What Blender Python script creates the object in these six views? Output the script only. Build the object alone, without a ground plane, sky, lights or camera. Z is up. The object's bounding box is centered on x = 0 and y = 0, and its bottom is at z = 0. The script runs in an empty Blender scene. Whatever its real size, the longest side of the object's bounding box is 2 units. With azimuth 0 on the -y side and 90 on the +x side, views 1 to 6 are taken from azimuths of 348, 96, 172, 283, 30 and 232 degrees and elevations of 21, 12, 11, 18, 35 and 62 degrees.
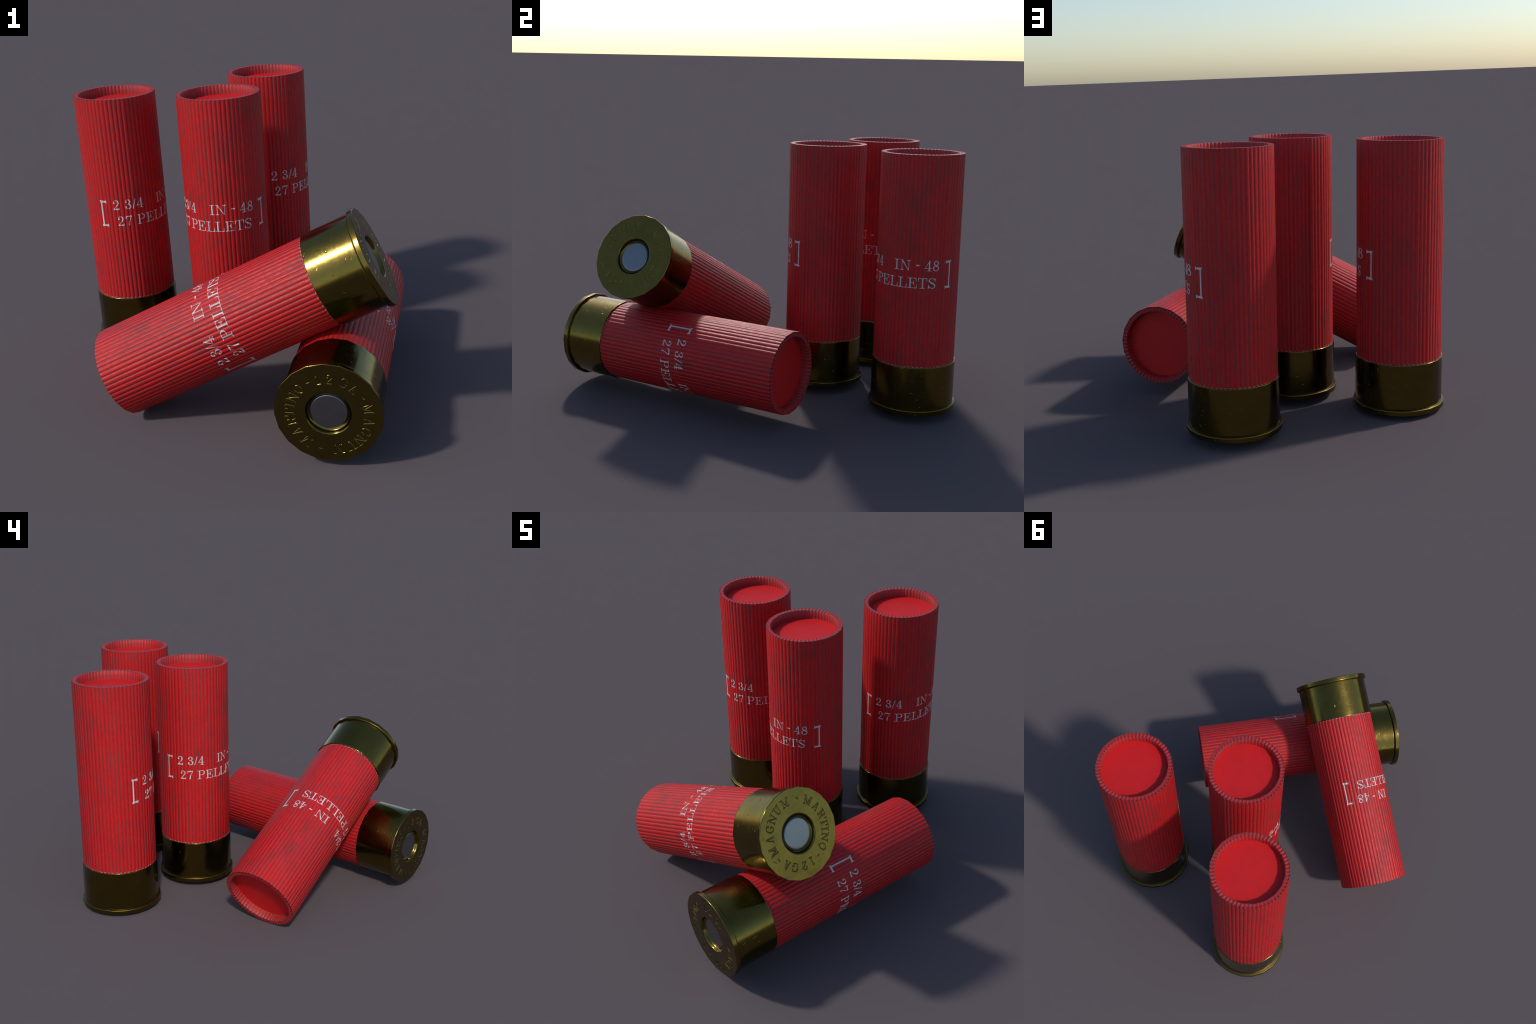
"""Five shotgun shells: three standing, one lying, one leaning on it.

Every shell is the same turned object (plastic hull, closing disc, brass head,
stamped base plate, primer, printed lettering) placed five times.
Local frame of a shell: z runs from the base (0) to the mouth, the angle is
counted from the left bracket of the print.
"""
import bpy, math
import numpy as np
from mathutils import Matrix, Vector

# ------------------------------------------------------------------ sizes
H = 1.2404                    # length
R_HULL, R_LIP, MOUTH_DEPTH = 0.1974, 0.1735, 0.046
R_BRASS, BRASS_TOP = 0.2028, 0.2365
R_RIM, RIM_TOP = 0.2136, 0.0240
R_POCKET, R_PRIMER, POCKET_DEPTH = 0.0920, 0.0735, 0.0185
RIBS = 60
SIDES = 20                    # the shells are slightly faceted all round
FACET0 = math.radians(-0.6)
RIB0 = math.radians(0.8)      # where the first groove lies
RIB_DEPTH = 0.0008            # true depth of the outline
RIB_SHADE = 3.5               # the surface normals turn as if the ribs were this much deeper


def facet(phi):
    """factor that turns a circle into a regular polygon of SIDES corners"""
    step = 2 * math.pi / SIDES
    a = np.mod(phi - FACET0, step) - step / 2
    return math.cos(step / 2) / np.cos(a)


def groove(phi, power=2.2):
    """1 in the bottom of a groove between two ribs, 0 on the crest"""
    return (0.5 + 0.5 * np.cos((phi - RIB0) * RIBS)) ** power


# ------------------------------------------------------------------ meshes
def revolve(name, profile, n, closed_axis=False, ribbed=False, angle=35):
    """profile: list of (r, z, rib_r, rib_z, faceted).  Normals are taken from
    the round body, the outline from the faceted one."""
    phi = np.arange(n) * 2 * math.pi / n
    wall, lip = groove(phi), groove(phi, .55)
    round_v, poly_v = [], []
    for r, z, rr, rz, fc in profile:
        g = lip if rz else wall
        k = facet(phi) if fc else np.ones(n)
        c, s = np.cos(phi), np.sin(phi)
        for out, kk, deep in ((round_v, 1.0, RIB_SHADE), (poly_v, k, 1.0)):
            rad = (r - rr * deep * g) * kk
            out.append(np.stack([rad * c, rad * s, z - rz * deep * g], 1))
    m = len(profile)
    faces = []
    for i in range(m - 1):
        a, b = i * n, (i + 1) * n
        for j in range(n):
            q = (j + 1) % n
            faces.append((a + j, a + q, b + q, b + j))
    rv, pv = np.concatenate(round_v), np.concatenate(poly_v)
    if closed_axis:
        zc = profile[-1][1]
        rv = np.concatenate([rv, [[0, 0, zc]]])
        pv = np.concatenate([pv, [[0, 0, zc]]])
        a = (m - 1) * n
        for j in range(n):
            faces.append((a + j, a + (j + 1) % n, m * n))
    me = bpy.data.meshes.new(name)
    me.from_pydata(rv.tolist(), [], faces)
    me.update()
    me.shade_smooth()
    me.set_sharp_from_angle(angle=math.radians(angle))
    nor = np.zeros(len(me.loops) * 3, dtype=np.float32)
    me.corner_normals.foreach_get("vector", nor)
    me.vertices.foreach_set("co", pv.astype(np.float32).ravel())
    me.update()
    me.normals_split_custom_set(nor.reshape(-1, 3).tolist())
    return me


def hull_mesh():
    d = RIB_DEPTH
    b = 0.0014
    prof = [
        (R_HULL, BRASS_TOP - 0.012, d, 0, 1),
        (R_HULL, BRASS_TOP + 0.002, d, 0, 1),
        (R_HULL, H * 0.5, d, 0, 1),
        (R_HULL, H - b * 1.6, d, 0, 1),
        (R_HULL, H - b, d, 0, 1),
        (R_HULL - 0.4 * b, H - 0.35 * b, d, 0.0003, 1),
        (R_HULL - 1.2 * b, H, d * .9, 0.0008, 1),
        (R_HULL - 0.0060, H, 0, 0.0009, 1),
        (R_LIP + 0.0060, H, 0, 0.0009, 1),
        (R_LIP + 1.0 * b, H, -d * .6, 0.0008, 1),
        (R_LIP, H - 0.8 * b, -d * .8, 0.0004, 1),
        (R_LIP - .0004, H - 2.2 * b, -d * .8, 0, 1),
        (R_LIP - .0010, H - MOUTH_DEPTH * .75, -d * .7, 0, 1),
        (R_LIP - .0020, H - MOUTH_DEPTH - .004, -d * .3, 0, 1),
    ]
    return revolve("hull", prof, RIBS * 10, angle=50)


def disc_mesh():
    z = H - MOUTH_DEPTH
    prof = [(R_LIP + .004, z, 0, 0, 1), (R_LIP - .009, z, 0, 0, 1), (R_LIP * .5, z, 0, 0, 0), (0.01, z, 0, 0, 0)]
    return revolve("closure_disc", prof, 120, closed_axis=True, angle=60)


def brass_mesh():
    # from inside the open top edge, over the edge, down the wall, out to the rim
    prof = [(R_HULL - .004, BRASS_TOP - .012, 0, 0, 1),
            (R_HULL - .002, BRASS_TOP - .001, 0, 0, 1),
            (R_HULL + .0018, BRASS_TOP, 0, 0, 1),
            (R_BRASS - .0008, BRASS_TOP - .0006, 0, 0, 1),
            (R_BRASS, BRASS_TOP - .0024, 0, 0, 1),
            (R_BRASS, BRASS_TOP - .0034, 0, 0, 1),
            (R_BRASS, BRASS_TOP * .55, 0, 0, 1),
            (R_BRASS, RIM_TOP + .0064, 0, 0, 1),
            (R_BRASS, RIM_TOP + .0052, 0, 0, 1),
            (R_BRASS - .0010, RIM_TOP + .0036, 0, 0, 1),
            (R_BRASS - .0014, RIM_TOP + .0020, 0, 0, 1),
            (R_BRASS + .0006, RIM_TOP + .0009, 0, 0, 1),
            (R_RIM - .0035, RIM_TOP + .0008, 0, 0, 1),
            (R_RIM - .0008, RIM_TOP - .0006, 0, 0, 1),
            (R_RIM, RIM_TOP - .0030, 0, 0, 1),
            (R_RIM, RIM_TOP - .0042, 0, 0, 1),
            (R_RIM, .0038, 0, 0, 1),
            (R_RIM, .0026, 0, 0, 1),
            (R_RIM - .0006, .0008, 0, 0, 1),
            (R_RIM - .0024, 0, 0, 0, 1)]
    return revolve("brass_head", prof, SIDES * 12, angle=60)


def primer_mesh():
    z = POCKET_DEPTH
    prof = [(R_POCKET - .0145, z + .004, 0, 0, 0), (R_POCKET - .0165, z + .0020, 0, 0, 0),
            (R_PRIMER + .0010, z + .0024, 0, 0, 0),
            (R_PRIMER, z - .0012, 0, 0, 0), (R_PRIMER - .0004, z - .0042, 0, 0, 0),
            (R_PRIMER - .0016, z - .0056, 0, 0, 0), (R_PRIMER - .0036, z - .0063, 0, 0, 0),
            (R_PRIMER - .0075, z - .0067, 0, 0, 0), (R_PRIMER - .018, z - .0069, 0, 0, 0),
            (R_PRIMER * .4, z - .0070, 0, 0, 0),
            (.012, z - .0070, 0, 0, 0)]
    return revolve("primer", prof, 96, closed_axis=True, angle=60)


# ------------------------------------------------------------------ letters
# A glyph is a list of strokes in units of the cap height.
#   ("s", [(x, y, half width), ...])   round brush stroke
#   ("p", [(x, y), ...])               convex plate
HAIR, STEM, BAR = 0.026, 0.066, 0.026


def stem(x, y0=0.0, y1=1.0, w=STEM):
    return ("p", [(x - w, y0), (x + w, y0), (x + w, y1), (x - w, y1)])


def serif(x, y, half, up):
    """thin foot with soft brackets; up=+1 stands on y, -1 hangs from y"""
    t, k = 0.052 * up, 0.085 * up
    return [("p", [(x - half, y), (x + half, y), (x + half, y + t), (x - half, y + t)]),
            ("p", [(x - half * .62, y), (x + half * .62, y), (x + STEM * .6, y + t + k), (x - STEM * .6, y + t + k)])]


def hook(x, y, dx, dy):
    """tapering beak at the end of an arm, hollow on its inner side"""
    q = 1 if dy > 0 else -1
    return [("p", [(x - dx * .45, y), (x, y), (x, y + dy * .35), (x - dx * .22, y + dy * .35)]),
            ("p", [(x, y + dy * .3), (x, y + dy), (x - .042, y + dy), (x - dx * .25, y + dy * .3)]),
            ("p", [(x - dx, y), (x - dx * .3, y), (x - dx * .3, y + dy * .24), (x - dx * .55, y + dy * .15), (x - dx, y + .055 * q)])]


def arc(cx, cy, rx, ry, a0, a1, w0, w1, n=18):
    """brush arc: w0 half width at top and bottom, w1 at the sides"""
    out = []
    for i in range(n + 1):
        a = math.radians(a0 + (a1 - a0) * i / n)
        w = w0 + (w1 - w0) * abs(math.cos(a)) ** 1.6
        out.append((cx + rx * math.cos(a), cy + ry * math.sin(a), w))
    return ("s", out)


def glyphs():
    G = {}
    G["I"] = (.44, [stem(.22)] + serif(.22, 0, .22, 1) + serif(.22, 1, .22, -1))
    G["N"] = (1.04, [stem(.20, 0, 1, HAIR), stem(.86, .06, 1, HAIR),
                     ("p", [(.10, 1), (.27, 1), (.89, 0), (.84, 0), (.76, .09)])]
              + serif(.20, 0, .18, 1) + serif(.86, 1, .18, -1)
              + [("p", [(.0, 1), (.16, 1), (.16, .95), (.0, .95)])])
    G["L"] = (.85, [stem(.24), ("p", [(.2, 0), (.85, 0), (.80, .05), (.2, .055)]),
                    *hook(.85, 0, .30, .40)] + serif(.22, 0, .21, 1) + serif(.24, 1, .23, -1))
    G["E"] = (.85, [stem(.23), ("p", [(.2, 0), (.85, 0), (.80, .05), (.2, .055)]), *hook(.85, 0, .28, .38),
                    ("p", [(.2, 1), (.80, 1), (.77, .945), (.2, .945)]), *hook(.80, 1, .26, -.33),
                    ("p", [(.25, .495), (.56, .495), (.56, .535), (.25, .535)]),
                    ("p", [(.585, .30), (.585, .73), (.55, .73), (.50, .56), (.50, .47), (.55, .30)]), ("p", [(.52, .44), (.52, .59), (.38, .515)])]
              + serif(.20, 0, .20, 1) + serif(.20, 1, .20, -1))
    G["T"] = (.86, [stem(.43), ("p", [(.02, 1), (.84, 1), (.84, .945), (.02, .945)]),
                    *hook(.86, 1, .27, -.36)] + [("p", [(.86 - x, y) for x, y in p]) for _, p in hook(.86, 1, .27, -.36)]
              + serif(.43, 0, .24, 1))
    G["P"] = (.85, [stem(.24), ("p", [(.2, 1), (.52, 1), (.52, .95), (.2, .95)]),
                    ("p", [(.25, .465), (.52, .465), (.52, .515), (.25, .515)]),
                    arc(.52, .733, .255, .243, 90, -90, HAIR, STEM)]
              + serif(.22, 0, .22, 1) + serif(.20, 1, .20, -1))
    G["S"] = (.74, [("s", [(.655, .72, .022), (.62, .84, .026), (.52, .945, .028), (.36, .972, .028), (.20, .93, .036),
                           (.105, .82, .052), (.115, .70, .062), (.22, .60, .070), (.42, .50, .074), (.59, .40, .068),
                           (.655, .28, .058), (.62, .14, .046), (.50, .045, .032), (.34, .026, .028), (.18, .09, .026), (.085, .22, .024)]),
                    ("p", [(.66, 1.0), (.69, 1.0), (.69, .68), (.64, .68), (.56, .88)]),
                    ("p", [(.05, .0), (.02, .0), (.02, .34), (.07, .34), (.17, .10)])])
    G["2"] = (.67, [("s", [(.13, .70, .085), (.13, .71, .085)]),
                    ("s", [(.07, .68, .035), (.08, .82, .030), (.16, .92, .028), (.31, .972, .030), (.45, .92, .052),
                           (.535, .80, .070), (.535, .68, .068), (.46, .53, .052), (.32, .36, .038), (.17, .22, .032), (.05, .09, .030)]),
                    ("p", [(.01, 0), (.60, 0), (.61, .11), (.30, .14), (.10, .13), (.01, .05)]),
                    ("p", [(.60, 0), (.655, .25), (.61, .25), (.55, .12), (.48, .0)])])
    G["3"] = (.64, [("s", [(.125, .755, .080), (.126, .765, .080)]), ("s", [(.115, .25, .085), (.116, .26, .085)]),
                    ("s", [(.075, .78, .03), (.12, .89, .028), (.28, .973, .027), (.42, .93, .046), (.495, .82, .064), (.485, .69, .062),
                           (.41, .57, .042), (.28, .525, .026), (.20, .525, .022)]),
                    ("s", [(.28, .525, .024), (.43, .49, .04), (.54, .37, .066), (.55, .25, .070), (.49, .11, .052), (.34, .03, .028),
                           (.19, .045, .028), (.07, .15, .03), (.05, .26, .03)])])
    G["4"] = (.68, [stem(.45, 0, 1, .064), ("p", [(.0, .255), (.68, .255), (.68, .305), (.0, .305)]),
                    ("s", [(.035, .28, .024), (.46, .96, .026)])] + serif(.46, 0, .20, 1))
    G["7"] = (.63, [("p", [(.03, .86), (.62, .88), (.62, 1.0), (.08, .985), (.03, .97)]),
                    ("p", [(.0, .66), (.05, .66), (.10, .86), (.06, 1.0), (.02, .99)]),
                    ("s", [(.595, .93, .026), (.47, .68, .030), (.36, .42, .044), (.31, .20, .062), (.30, .06, .070)])])
    G["8"] = (.68, [arc(.34, .755, .20, .215, 0, 360, .030, .052, 30), arc(.335, .275, .265, .248, 0, 360, .030, .052, 30),
                    ("s", [(.17, .66, .04), (.34, .53, .062), (.52, .42, .05)])])
    G["-"] = (.30, [("p", [(0, .475), (.31, .475), (.31, .60), (0, .60)])])
    G["/"] = (.40, [("s", [(.045, .02, .036), (.335, .98, .036)])])
    # brackets: their own height is 1
    br = [("p", [(.045, .02), (.107, .02), (.107, .98), (.045, .98)]),
          ("p", [(.0, 1.0), (.27, .975), (.27, .915), (.03, .905)]),
          ("p", [(.0, 0), (.27, .025), (.27, .085), (.03, .095)]),
          ("p", [(.285, 1.02), (.245, .99), (.20, .945), (.245, .905), (.285, .865)]),
          ("p", [(.285, -.02), (.245, .01), (.20, .055), (.245, .095), (.285, .135)])]
    G["["] = (.285, br)
    G["]"] = (.285, [("p", [(.285 - x, y) for x, y in pts]) for _, pts in br])
    # capitals of the stamp on the base
    G["M"] = (.92, [stem(.15, 0, 1, HAIR), stem(.79, 0, 1, STEM),
                    ("p", [(.06, 1), (.22, 1), (.52, .05), (.45, .05)]), ("s", [(.48, .08, .026), (.78, .97, .026)])]
              + serif(.15, 0, .15, 1) + serif(.77, 0, .15, 1) + [("p", [(.0, 1), (.2, 1), (.2, .95), (.0, .95)]), ("p", [(.72, 1), (.92, 1), (.92, .95), (.72, .95)])])
    G["A"] = (.84, [("p", [(.37, 1), (.47, 1), (.78, .0), (.63, .0)]), ("s", [(.14, .02, .026), (.41, .96, .026)]),
                    ("p", [(.22, .30), (.64, .30), (.64, .35), (.22, .35)])] + serif(.13, 0, .13, 1) + serif(.69, 0, .16, 1))
    G["R"] = (.86, [stem(.20), ("p", [(.2, 1), (.46, 1), (.46, .95), (.2, .95)]), ("p", [(.2, .48), (.46, .48), (.46, .53), (.2, .53)]),
                    arc(.46, .74, .23, .235, 90, -90, HAIR, STEM),
                    ("s", [(.45, .50, .03), (.60, .40, .055), (.66, .18, .06), (.76, .03, .04), (.85, .06, .022)])]
              + serif(.20, 0, .19, 1) + serif(.18, 1, .18, -1))
    G["O"] = (.82, [arc(.41, .5, .335, .47, 0, 360, HAIR, STEM, 40)])
    G["G"] = (.86, [arc(.42, .5, .34, .47, 50, 325, HAIR, STEM, 34), stem(.68, .06, .42, .058),
                    ("p", [(.52, .42), (.86, .42), (.86, .37), (.52, .37)]), ("p", [(.70, 1), (.73, 1), (.73, .66), (.68, .66), (.58, .88)])])
    G["U"] = (.88, [stem(.19, .3, 1), stem(.72, .3, 1, HAIR), ("s", [(.19, .32, .066), (.22, .14, .058), (.34, .04, .036), (.48, .03, .028), (.62, .10, .028), (.72, .32, .026)])]
              + serif(.19, 1, .19, -1) + serif(.72, 1, .16, -1))
    G["1"] = (.44, [stem(.24, 0, .98), ("p", [(.03, .80), (.05, .84), (.28, 1.0), (.28, .90)])] + serif(.23, 0, .21, 1))
    return G


GLYPH = glyphs()


def stroke_distance(kind, pts, X, Y):
    if kind == "p":
        P = np.array(pts, float)
        Q = np.roll(P, -1, 0)
        if ((Q[:, 0] - P[:, 0]) * (Q[:, 1] + P[:, 1])).sum() > 0:
            P = P[::-1]
            Q = np.roll(P, -1, 0)
        d = np.full(X.shape, -1e9)
        for (x0, y0), (x1, y1) in zip(P, Q):
            L = math.hypot(x1 - x0, y1 - y0)
            if L > 1e-9:
                d = np.maximum(d, ((y1 - y0) * (X - x0) - (x1 - x0) * (Y - y0)) / L)
        return d
    d = np.full(X.shape, 1e9)
    for (x0, y0, w0), (x1, y1, w1) in zip(pts[:-1], pts[1:]):
        dx, dy = x1 - x0, y1 - y0
        L2 = dx * dx + dy * dy + 1e-12
        t = np.clip(((X - x0) * dx + (Y - y0) * dy) / L2, 0, 1)
        d = np.minimum(d, np.hypot(X - x0 - t * dx, Y - y0 - t * dy) - (w0 + (w1 - w0) * t))
    return d


def glyph_distance(ch, X, Y):
    d = np.full(X.shape, 1e9)
    for kind, pts in GLYPH[ch][1]:
        d = np.minimum(d, stroke_distance(kind, pts, X, Y))
    return d


# print on the hull: glyph, left angle, right angle, foot height, cap height
ROW1, ROW2, CAP = 0.7040, 0.6218, 0.0490
PRINT = [("2", 20.9, 30.6, ROW1), ("3", 38.0, 47.2, ROW1), ("/", 48.4, 54.0, ROW1), ("4", 54.7, 64.6, ROW1),
         ("I", 88.0, 94.5, ROW1), ("N", 95.8, 111.2, ROW1), ("-", 118.2, 122.7, ROW1), ("4", 130.0, 139.8, ROW1),
         ("8", 141.0, 151.0, ROW1),
         ("2", 25.4, 34.7, ROW2), ("7", 36.9, 46.0, ROW2), ("P", 53.0, 65.5, ROW2), ("E", 66.7, 79.2, ROW2),
         ("L", 80.9, 93.5, ROW2), ("L", 94.1, 106.7, ROW2), ("E", 107.9, 120.4, ROW2), ("T", 121.8, 134.2, ROW2),
         ("S", 135.6, 146.6, ROW2), ("[", 0.0, 11.0, None), ("]", 160.8, 171.8, None)]


def hull_radius(phi):
    return (R_HULL - RIB_DEPTH * groove(phi)) * facet(phi)


def print_mesh():
    """ink film that follows the ribs, cut out along the letter outlines"""
    verts, faces = [], []
    ink = 0.0007
    for ch, a0, a1, foot in PRINT:
        cap = CAP
        if ch in "[]":
            foot, cap = 0.6170, 0.1345
        w = GLYPH[ch][0]
        n = int((a1 - a0) / 0.16) + 10
        m = int(cap / 0.00055) + 8
        u = np.linspace(-.06 * w, 1.06 * w, n)
        v = np.linspace(-.06, 1.06, m)
        U, V = np.meshgrid(u, v, indexing="ij")
        D = glyph_distance(ch, U, V) + .003
        PH = np.radians(a0 + (a1 - a0) * U / w)
        Z = foot + cap * V
        index = {}

        def corner(i, j):
            key = (i, j)
            if key not in index:
                index[key] = len(verts)
                verts.append((PH[i, j], Z[i, j]))
            return index[key]

        def cut(i, j, k, l):
            key = (min((i, j), (k, l)), max((i, j), (k, l)))
            if key not in index:
                t = D[i, j] / (D[i, j] - D[k, l])
                index[key] = len(verts)
                verts.append((PH[i, j] + t * (PH[k, l] - PH[i, j]), Z[i, j] + t * (Z[k, l] - Z[i, j])))
            return index[key]

        neg = D < 0
        live = neg[:-1, :-1] | neg[1:, :-1] | neg[1:, 1:] | neg[:-1, 1:]
        for i, j in zip(*np.nonzero(live)):
            ring = [(i, j), (i + 1, j), (i + 1, j + 1), (i, j + 1)]
            poly = []
            for a in range(4):
                p, q = ring[a], ring[(a + 1) % 4]
                if neg[p]:
                    poly.append(corner(*p))
                if neg[p] != neg[q]:
                    poly.append(cut(*p, *q))
            if len(poly) >= 3:
                faces.append(tuple(poly))
    A = np.array(verts)
    ph, z = A[:, 0], A[:, 1]
    e = 1e-4
    r = hull_radius(ph)
    # normals of the round ribbed body
    rr = R_HULL - RIB_DEPTH * RIB_SHADE * groove(ph)
    dr = -RIB_DEPTH * RIB_SHADE * (groove(ph + e) - groove(ph - e)) / (2 * e)
    nx = rr * np.cos(ph) + dr * np.sin(ph)
    ny = rr * np.sin(ph) - dr * np.cos(ph)
    L = np.hypot(nx, ny)
    N = np.stack([nx / L, ny / L, 0 * L], 1)
    top = np.stack([(r + ink) * np.cos(ph), (r + ink) * np.sin(ph), z], 1)
    low = np.stack([(r - .0006) * np.cos(ph), (r - .0006) * np.sin(ph), z], 1)
    n = len(A)
    seen = {}
    for f in faces:
        for a, b in zip(f, f[1:] + f[:1]):
            seen[(a, b)] = True
    skirt = [(a, a + n, b + n, b) for (a, b) in seen if (b, a) not in seen]
    me = bpy.data.meshes.new("printed_lettering")
    me.from_pydata(np.concatenate([top, low]).tolist(), [], faces + skirt)
    me.update()
    me.shade_smooth()
    NN = np.concatenate([N, N])
    vi = np.zeros(len(me.loops), dtype=np.int32)
    me.loops.foreach_get("vertex_index", vi)
    me.normals_split_custom_set(NN[vi].tolist())
    return me


# stamp on the base: glyph and the angle of its middle
STAMP = [("-", 161.5), ("M", 184), ("A", 204.5), ("R", 222.5), ("T", 237.5), ("I", 250), ("N", 263.3), ("O", 280.2),
         ("-", 297.3), ("1", 313), ("2", 329.5), ("G", 350), ("A", 6.8), ("-", 25.5), ("M", 43.5), ("A", 65),
         ("G", 82), ("N", 98.8), ("U", 116), ("M", 135.5)]
STAMP_FOOT, STAMP_CAP = 0.1348, 0.0400
STAMP_SHIFT = (0.006 * math.cos(math.radians(114)), 0.006 * math.sin(math.radians(114)))


def base_plate_mesh():
    n = 1080
    phi = np.arange(n) * 2 * math.pi / n
    radii = ([R_POCKET - .0150, R_POCKET - .0110, R_POCKET - .0070, R_POCKET - .0052, R_POCKET - .0030, R_POCKET - .0016, R_POCKET + .0002, R_POCKET + .002]
             + list(np.linspace(.100, .124, 4)) + list(np.linspace(.1280, .1860, 84)) + [.192, .202, R_RIM - .0024])
    deep = [POCKET_DEPTH + .003, POCKET_DEPTH + .001, POCKET_DEPTH - .001, POCKET_DEPTH * .72, POCKET_DEPTH * .22, .0020, .0004, 0]
    rad = np.array(radii)
    z0 = np.array(deep + [0.0] * (len(radii) - len(deep)))
    Rg, Pg = np.meshgrid(rad, phi, indexing="ij")
    X, Y = Rg * np.cos(Pg), Rg * np.sin(Pg)
    # polar coordinates about the middle of the stamp, which sits a little off centre
    xs, ys = X - STAMP_SHIFT[0], Y - STAMP_SHIFT[1]
    rs, ps = np.hypot(xs, ys), np.arctan2(ys, xs)
    dist = np.full(X.shape, 1.0)
    mid = STAMP_FOOT + STAMP_CAP / 2
    for ch, deg in STAMP:
        w = GLYPH[ch][0]
        da = np.mod(ps - math.radians(deg) + math.pi, 2 * math.pi) - math.pi
        gx = da * mid / STAMP_CAP * (0.90 if ch == "M" else 1.0) + w / 2
        gy = (rs - STAMP_FOOT) / STAMP_CAP
        near = (gx > -.2) & (gx < w + .2) & (gy > -.2) & (gy < 1.2)
        d = glyph_distance(ch, gx[near], gy[near]) * STAMP_CAP
        dist[near] = np.minimum(dist[near], d)
    depth = 0.0018 * np.clip(0.5 - dist / 0.0018, 0, 1)
    # a few tool scratches
    rng = np.random.default_rng(5)
    marks = [(31, .178, 62, .013, .0010)]
    for _ in range(16):
        marks.append((rng.uniform(0, 360), rng.uniform(.132, .182), rng.uniform(0, 180), rng.uniform(.001, .006), rng.uniform(.0004, .0008)))
    for deg, r, turn, half, w in marks:
        cx, cy = r * math.cos(math.radians(deg)), r * math.sin(math.radians(deg))
        t = math.radians(deg + turn)
        ux, uy = math.cos(t) * half, math.sin(t) * half
        d = stroke_distance("s", [(cx - ux, cy - uy, w * .3), (cx + ux, cy + uy, w)], X, Y)
        depth = np.maximum(depth, 0.0007 * np.clip(0.5 - d / 0.001, 0, 1))
    Z = z0[:, None] + depth
    k = facet(phi)
    blend = np.clip((rad - .186) / .016, 0, 1)[:, None]
    F = 1 + blend * (k[None, :] - 1)
    V = np.stack([X * F, Y * F, Z], 2).reshape(-1, 3)
    m = len(radii)
    I = np.arange(m * n).reshape(m, n)
    J = np.roll(I, -1, 1)
    faces = np.stack([I[:-1], I[1:], J[1:], J[:-1]], 2).reshape(-1, 4)[:, ::-1]
    me = bpy.data.meshes.new("base_plate")
    me.from_pydata(V.tolist(), [], faces.tolist())
    me.update()
    me.shade_smooth()
    return me


# ------------------------------------------------------------------ materials
class Nodes:
    def __init__(self, name):
        self.mat = bpy.data.materials.new(name)
        self.mat.use_nodes = True
        self.t = self.mat.node_tree
        self.t.nodes.clear()
        self.out = self.t.nodes.new("ShaderNodeOutputMaterial")
        self.bsdf = self.t.nodes.new("ShaderNodeBsdfPrincipled")
        self.t.links.new(self.bsdf.outputs[0], self.out.inputs[0])
        self.co = self.t.nodes.new("ShaderNodeTexCoord").outputs["Object"]

    def put(self, sock, val):
        if isinstance(val, (int, float, tuple, list)):
            sock.default_value = val
        else:
            self.t.links.new(val, sock)

    def math(self, op, a, b=0.0, c=0.0, clamp=False):
        n = self.t.nodes.new("ShaderNodeMath")
        n.operation, n.use_clamp = op, clamp
        for s, v in zip(n.inputs, (a, b, c)):
            self.put(s, v)
        return n.outputs[0]

    def xyz(self):
        n = self.t.nodes.new("ShaderNodeSeparateXYZ")
        self.put(n.inputs[0], self.co)
        return n.outputs

    def mapped(self, scale, offset=(0, 0, 0), turn=(0, 0, 0)):
        n = self.t.nodes.new("ShaderNodeMapping")
        self.put(n.inputs[0], self.co)
        n.inputs["Scale"].default_value = scale
        n.inputs["Rotation"].default_value = turn
        self.put(n.inputs["Location"], offset)
        return n.outputs[0]

    def combine(self, x, y, z):
        n = self.t.nodes.new("ShaderNodeCombineXYZ")
        for s, v in zip(n.inputs, (x, y, z)):
            self.put(s, v)
        return n.outputs[0]

    def noise(self, vec, scale, detail=3, rough=.55, dist=0.0):
        n = self.t.nodes.new("ShaderNodeTexNoise")
        self.put(n.inputs["Vector"], vec)
        n.inputs["Scale"].default_value = scale
        n.inputs["Detail"].default_value = detail
        n.inputs["Roughness"].default_value = rough
        n.inputs["Distortion"].default_value = dist
        return n.outputs[0]

    def voronoi(self, vec, scale, feature="F1"):
        n = self.t.nodes.new("ShaderNodeTexVoronoi")
        n.feature = feature
        self.put(n.inputs["Vector"], vec)
        n.inputs["Scale"].default_value = scale
        return n.outputs

    def ramp(self, fac, a, b):
        n = self.t.nodes.new("ShaderNodeMapRange")
        n.interpolation_type = "SMOOTHSTEP"
        self.put(n.inputs["Value"], fac)
        n.inputs["From Min"].default_value, n.inputs["From Max"].default_value = a, b
        return n.outputs[0]

    def mix(self, fac, a, b):
        n = self.t.nodes.new("ShaderNodeMix")
        n.data_type = "RGBA"
        self.put(n.inputs["Factor"], fac)
        self.put(n.inputs["A"], a)
        self.put(n.inputs["B"], b)
        return n.outputs["Result"]

    def bump(self, height, strength, distance, normal=None):
        n = self.t.nodes.new("ShaderNodeBump")
        n.inputs["Strength"].default_value = strength
        n.inputs["Distance"].default_value = distance
        self.put(n.inputs["Height"], height)
        if normal is not None:
            self.put(n.inputs["Normal"], normal)
        return n.outputs[0]


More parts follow.
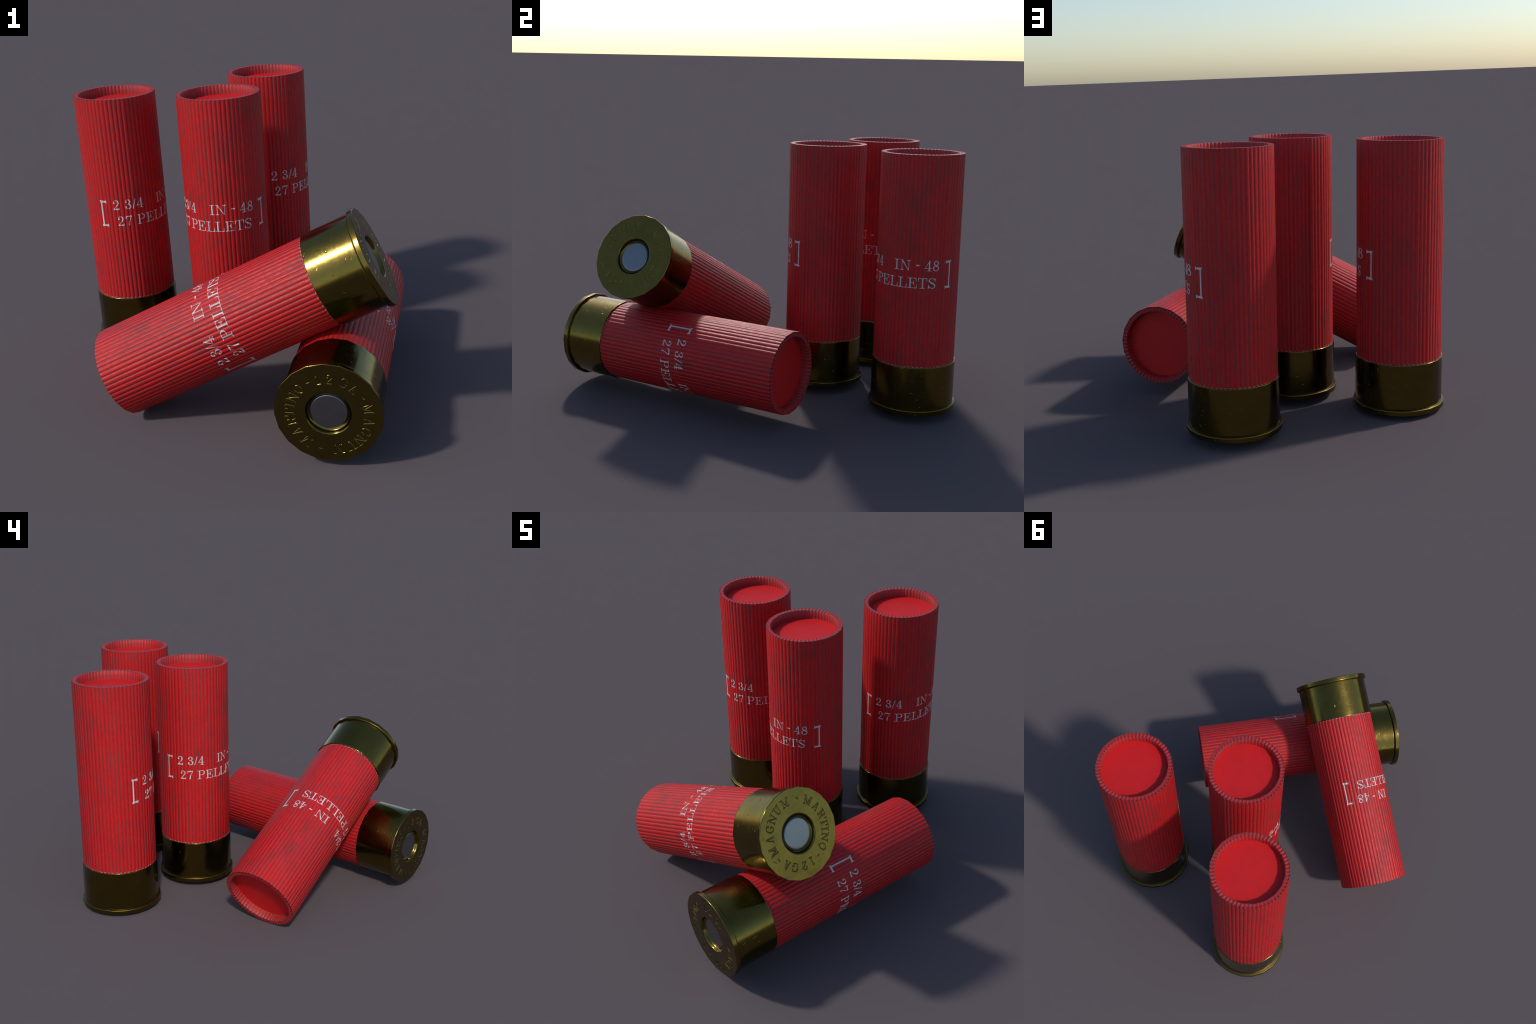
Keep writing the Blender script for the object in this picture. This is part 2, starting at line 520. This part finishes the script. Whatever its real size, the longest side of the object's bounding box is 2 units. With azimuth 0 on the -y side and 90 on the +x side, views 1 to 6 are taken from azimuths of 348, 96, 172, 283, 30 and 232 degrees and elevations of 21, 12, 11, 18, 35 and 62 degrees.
RED = (0.56, 0.0085, 0.0095, 1)
RED_HULL = (0.53, 0.009, 0.010, 1)
RED_DEEP = (0.36, 0.008, 0.010, 1)
GREY = (0.25, 0.036, 0.037, 1)


def plastic(ribbed):
    N = Nodes("red_ribbed_plastic" if ribbed else "red_plastic_disc")
    x, y, z = N.xyz()
    fine = N.noise(N.mapped((190, 190, 45)), 1.0, 3, .7)
    streak = N.noise(N.mapped((115, 115, 20)), 1.0, 3, .65)
    long = N.noise(N.mapped((38, 38, 2.2)), 1.0, 2, .5)
    cloud = N.noise(N.mapped((9, 9, 5)), 1.0, 4, .65)
    if ribbed:
        ang = N.math("ARCTAN2", y, x)
        rad = N.math("SQRT", N.math("ADD", N.math("MULTIPLY", x, x), N.math("MULTIPLY", y, y)))
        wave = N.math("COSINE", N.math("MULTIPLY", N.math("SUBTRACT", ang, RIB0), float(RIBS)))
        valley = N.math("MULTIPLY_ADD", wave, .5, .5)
        # the red itself is mottled: short dark flecks along the ribs
        col = N.mix(N.ramp(cloud, .42, .66), RED_HULL, N.mix(.5, RED_HULL, RED_DEEP))
        col = N.mix(N.math("MULTIPLY", N.ramp(fine, .40, .60), .8), col, RED_DEEP)
        # grey dust lies in broken streaks, mostly in the grooves but not in all of them
        bed = N.math("MULTIPLY", N.math("POWER", valley, 1.6), N.ramp(N.math("ADD", long, N.math("MULTIPLY", cloud, .5)), .58, .92))
        amount = N.math("ADD", N.math("MULTIPLY", bed, .34), N.math("ADD", N.math("MULTIPLY", streak, .75), N.math("MULTIPLY", fine, .45)))
        inside = N.math("SUBTRACT", 1.0, N.ramp(rad, R_LIP + .004, R_LIP + .008))
        amount = N.math("ADD", amount, N.math("MULTIPLY", inside, .16))
        dust = N.math("MULTIPLY", N.ramp(amount, .64, .92), .76)
        col = N.mix(dust, col, GREY)
        blot = N.math("MULTIPLY", N.ramp(N.math("ADD", cloud, N.math("MULTIPLY", streak, .35)), .74, .88), .32)
        col = N.mix(N.math("MULTIPLY", N.math("POWER", valley, 6.0), .42), col, (.10, .008, .010, 1))  # groove bottoms tinted dark: ambient occlusion put into the base colour
        col = N.mix(blot, col, (.14, .018, .022, 1))
        # baked occlusion painted as near-black dashes along both lip edges, between the ribs
        deep = N.ramp(valley, .30, .55)
        hollow = N.ramp(valley, .14, .36)
        top = N.ramp(z, H - .0030, H - .0022)
        rim_out = N.ramp(rad, R_HULL - .0088, R_HULL - .0062)
        rim_in = N.math("MULTIPLY", N.math("SUBTRACT", 1.0, N.ramp(rad, R_LIP + .0018, R_LIP + .0044)), .75)
        edge = N.math("MULTIPLY", N.math("MULTIPLY", top, hollow), N.math("MAXIMUM", rim_out, rim_in), clamp=True)
        sunk = N.math("MULTIPLY", N.math("MULTIPLY", top, hollow), .45)
        col = N.mix(sunk, col, (.30, .022, .026, 1))
        col = N.mix(N.math("MULTIPLY", edge, .90), col, (.026, .027, .029, 1))
        # pale crumbs along the brass edge
        foot = N.math("SUBTRACT", 1.0, N.ramp(z, BRASS_TOP + .0030, BRASS_TOP + .0050))
        col = N.mix(N.math("MULTIPLY", N.math("MULTIPLY", foot, deep), N.math("MULTIPLY", N.ramp(streak, .35, .6), .6)), col, (.42, .38, .38, 1))
        rough = N.math("MULTIPLY_ADD", fine, .45, .30)
    else:
        col = N.mix(N.ramp(cloud, .40, .70), RED, N.mix(.25, RED, RED_DEEP))
        col = N.mix(N.math("MULTIPLY", N.ramp(fine, .4, .8), .12), col, RED_DEEP)
        speck = N.math("SUBTRACT", 1.0, N.ramp(N.voronoi(N.mapped((1, 1, 1)), 14)[0], .018, .034))
        col = N.mix(N.math("MULTIPLY", speck, .45), col, (.06, .012, .012, 1))
        rough = .55
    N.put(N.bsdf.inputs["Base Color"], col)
    N.put(N.bsdf.inputs["Roughness"], rough)
    N.put(N.bsdf.inputs["Specular IOR Level"], .35)
    h = N.math("ADD", N.math("MULTIPLY", fine, .7), N.math("MULTIPLY", streak, .5))
    N.put(N.bsdf.inputs["Normal"], N.bump(h, .38, .0022))
    return N.mat


def brass(name, face=False):
    N = Nodes(name)
    cloud = N.noise(N.mapped((9, 9, 9)), 1.0, 4, .6)
    fine = N.noise(N.mapped((90, 90, 90)), 1.0, 3, .6)
    col = N.mix(N.ramp(cloud, .35, .7), (.175, .128, .030, 1), (.150, .110, .026, 1))
    N.put(N.bsdf.inputs["Base Color"], col)
    N.put(N.bsdf.inputs["Metallic"], 1.0)
    smudge = N.ramp(N.noise(N.mapped((26, 26, 26)), 1.0, 5, .7, 1.2), .46, .66)
    rough = N.math("MULTIPLY_ADD", smudge, .07, N.math("MULTIPLY_ADD", cloud, .10, .12))
    if not face:
        # the step above the rim is darker and duller than the rest
        z = N.xyz()[2]
        step = N.math("MULTIPLY", N.ramp(z, RIM_TOP - .004, RIM_TOP - .001), N.math("SUBTRACT", 1.0, N.ramp(z, RIM_TOP + .004, RIM_TOP + .008)))
        rough = N.math("MULTIPLY_ADD", step, .22, rough)
        col = N.mix(N.math("MULTIPLY", step, .5), col, (.075, .056, .020, 1))
        N.put(N.bsdf.inputs["Base Color"], col)
    N.put(N.bsdf.inputs["Roughness"], rough)
    # short dents and nicks, thinly scattered: cells are picked by their random
    # colour, the mark in a picked cell is a short wriggly line
    wob = N.t.nodes.new("ShaderNodeVectorMath")
    wob.operation = "ADD"
    nz = N.t.nodes.new("ShaderNodeTexNoise")
    N.put(nz.inputs["Vector"], N.co)
    nz.inputs["Scale"].default_value = 55
    sc = N.t.nodes.new("ShaderNodeVectorMath")
    sc.operation = "SCALE"
    N.put(sc.inputs[0], nz.outputs["Color"])
    sc.inputs["Scale"].default_value = .022
    N.put(wob.inputs[0], sc.outputs[0])
    total = None
    for turn, scale, rad, part in (((.4, .2, .6), (16, 60, 12), .20, .62), ((1.1, .9, .1), (11, 50, 46), .18, .70), ((0, 0, 0), (40, 40, 40), .14, .84)):
        m = N.t.nodes.new("ShaderNodeMapping")
        m.inputs["Scale"].default_value = scale
        m.inputs["Rotation"].default_value = turn
        N.put(wob.inputs[1], N.co)
        N.put(m.inputs[0], wob.outputs[0])
        v = N.voronoi(m.outputs[0], 1.0)
        pick = N.math("GREATER_THAN", v[1], part)
        mark = N.math("MULTIPLY", N.math("SUBTRACT", 1.0, N.ramp(v[0], rad * .4, rad)), pick)
        total = mark if total is None else N.math("MAXIMUM", total, mark)
    h = N.math("SUBTRACT", N.math("MULTIPLY", fine, .03), N.math("MULTIPLY", total, .6 if not face else .12))
    N.put(N.bsdf.inputs["Normal"], N.bump(h, .8, .0013))
    return N.mat


def steel():
    N = Nodes("primer_steel")
    cloud = N.noise(N.mapped((20, 20, 20)), 1.0, 4, .6)
    N.put(N.bsdf.inputs["Base Color"], N.mix(cloud, (.255, .262, .268, 1), (.215, .222, .228, 1)))
    N.put(N.bsdf.inputs["Metallic"], 1.0)
    N.put(N.bsdf.inputs["Roughness"], .30)
    N.put(N.bsdf.inputs["Normal"], N.bump(N.noise(N.mapped((60, 60, 60)), 1.0, 3, .6), .12, .002))
    return N.mat


def ink():
    N = Nodes("white_ink")
    wear = N.noise(N.mapped((70, 70, 12)), 1.0, 3, .6)
    N.put(N.bsdf.inputs["Base Color"], N.mix(N.ramp(wear, .45, .75), (.52, .53, .53, 1), (.40, .40, .41, 1)))
    N.put(N.bsdf.inputs["Roughness"], .5)
    return N.mat


# ------------------------------------------------------------------ assembly
hull, disc = hull_mesh(), disc_mesh()
head, plate, prim = brass_mesh(), base_plate_mesh(), primer_mesh()
letters = print_mesh()
brass_mat, face_mat = brass("brass"), brass("brass_stamped_face", True)
for me, mat in ((hull, plastic(True)), (disc, plastic(False)), (head, brass_mat),
                (plate, face_mat), (prim, steel()), (letters, ink())):
    me.materials.append(mat)


def frame(base, axis, side, roll):
    a = Vector(axis).normalized()
    u = Vector(side).normalized()
    v = a.cross(u)
    r = math.radians(roll)
    x = u * math.cos(r) + v * math.sin(r)
    y = a.cross(x)
    return Matrix(((x.x, y.x, a.x, base[0]), (x.y, y.y, a.y, base[1]), (x.z, y.z, a.z, base[2]), (0, 0, 0, 1)))


def standing(base, roll):
    a = Vector((-.0221, -.0020, 1)).normalized()
    return frame(base, a, Vector((0, 1, 0)).cross(a), roll)


def lying(base, heading, rise, roll):
    a = (math.cos(rise) * math.cos(heading), math.cos(rise) * math.sin(heading), math.sin(rise))
    return frame(base, a, (-math.sin(heading), math.cos(heading), 0), roll)


PLACES = [
    (standing((-.5071, .6198, .0170), -134.6), "upright red ribbed shotgun shell with brass base"),
    (standing((-.0521, .3265, .0311), 148.8), "upright red ribbed shotgun shell with brass base"),
    (standing((.2868, .7869, .0351), -124.2), "upright red ribbed shotgun shell with brass base"),
    (lying((.3628, -.5968, .7358), 2.7707, -.4678, -52.3), "red shotgun shell leaning on another, brass end up"),
    (lying((.0624, -.9075, .2401), 1.1216, .0174, 121.5), "red shotgun shell lying flat, brass end forward"),
]


def add(name, data, parent):
    ob = bpy.data.objects.new(name, data)
    bpy.context.scene.collection.objects.link(ob)
    ob.parent = parent
    return ob


for mw, label in PLACES:
    shell = bpy.data.objects.new("shotgun_shell", None)
    shell.empty_display_size = .2
    bpy.context.scene.collection.objects.link(shell)
    shell.matrix_world = mw
    shell["label"] = label
    shell["category"] = "shotgun shell"
    h = add("hull", hull, shell)
    add("closure_disc", disc, h)
    t = add("printed_lettering", letters, h)
    t["kind"] = "stuff"
    b = add("brass_head", head, shell)
    add("base_plate", plate, b)
    add("primer", prim, b)
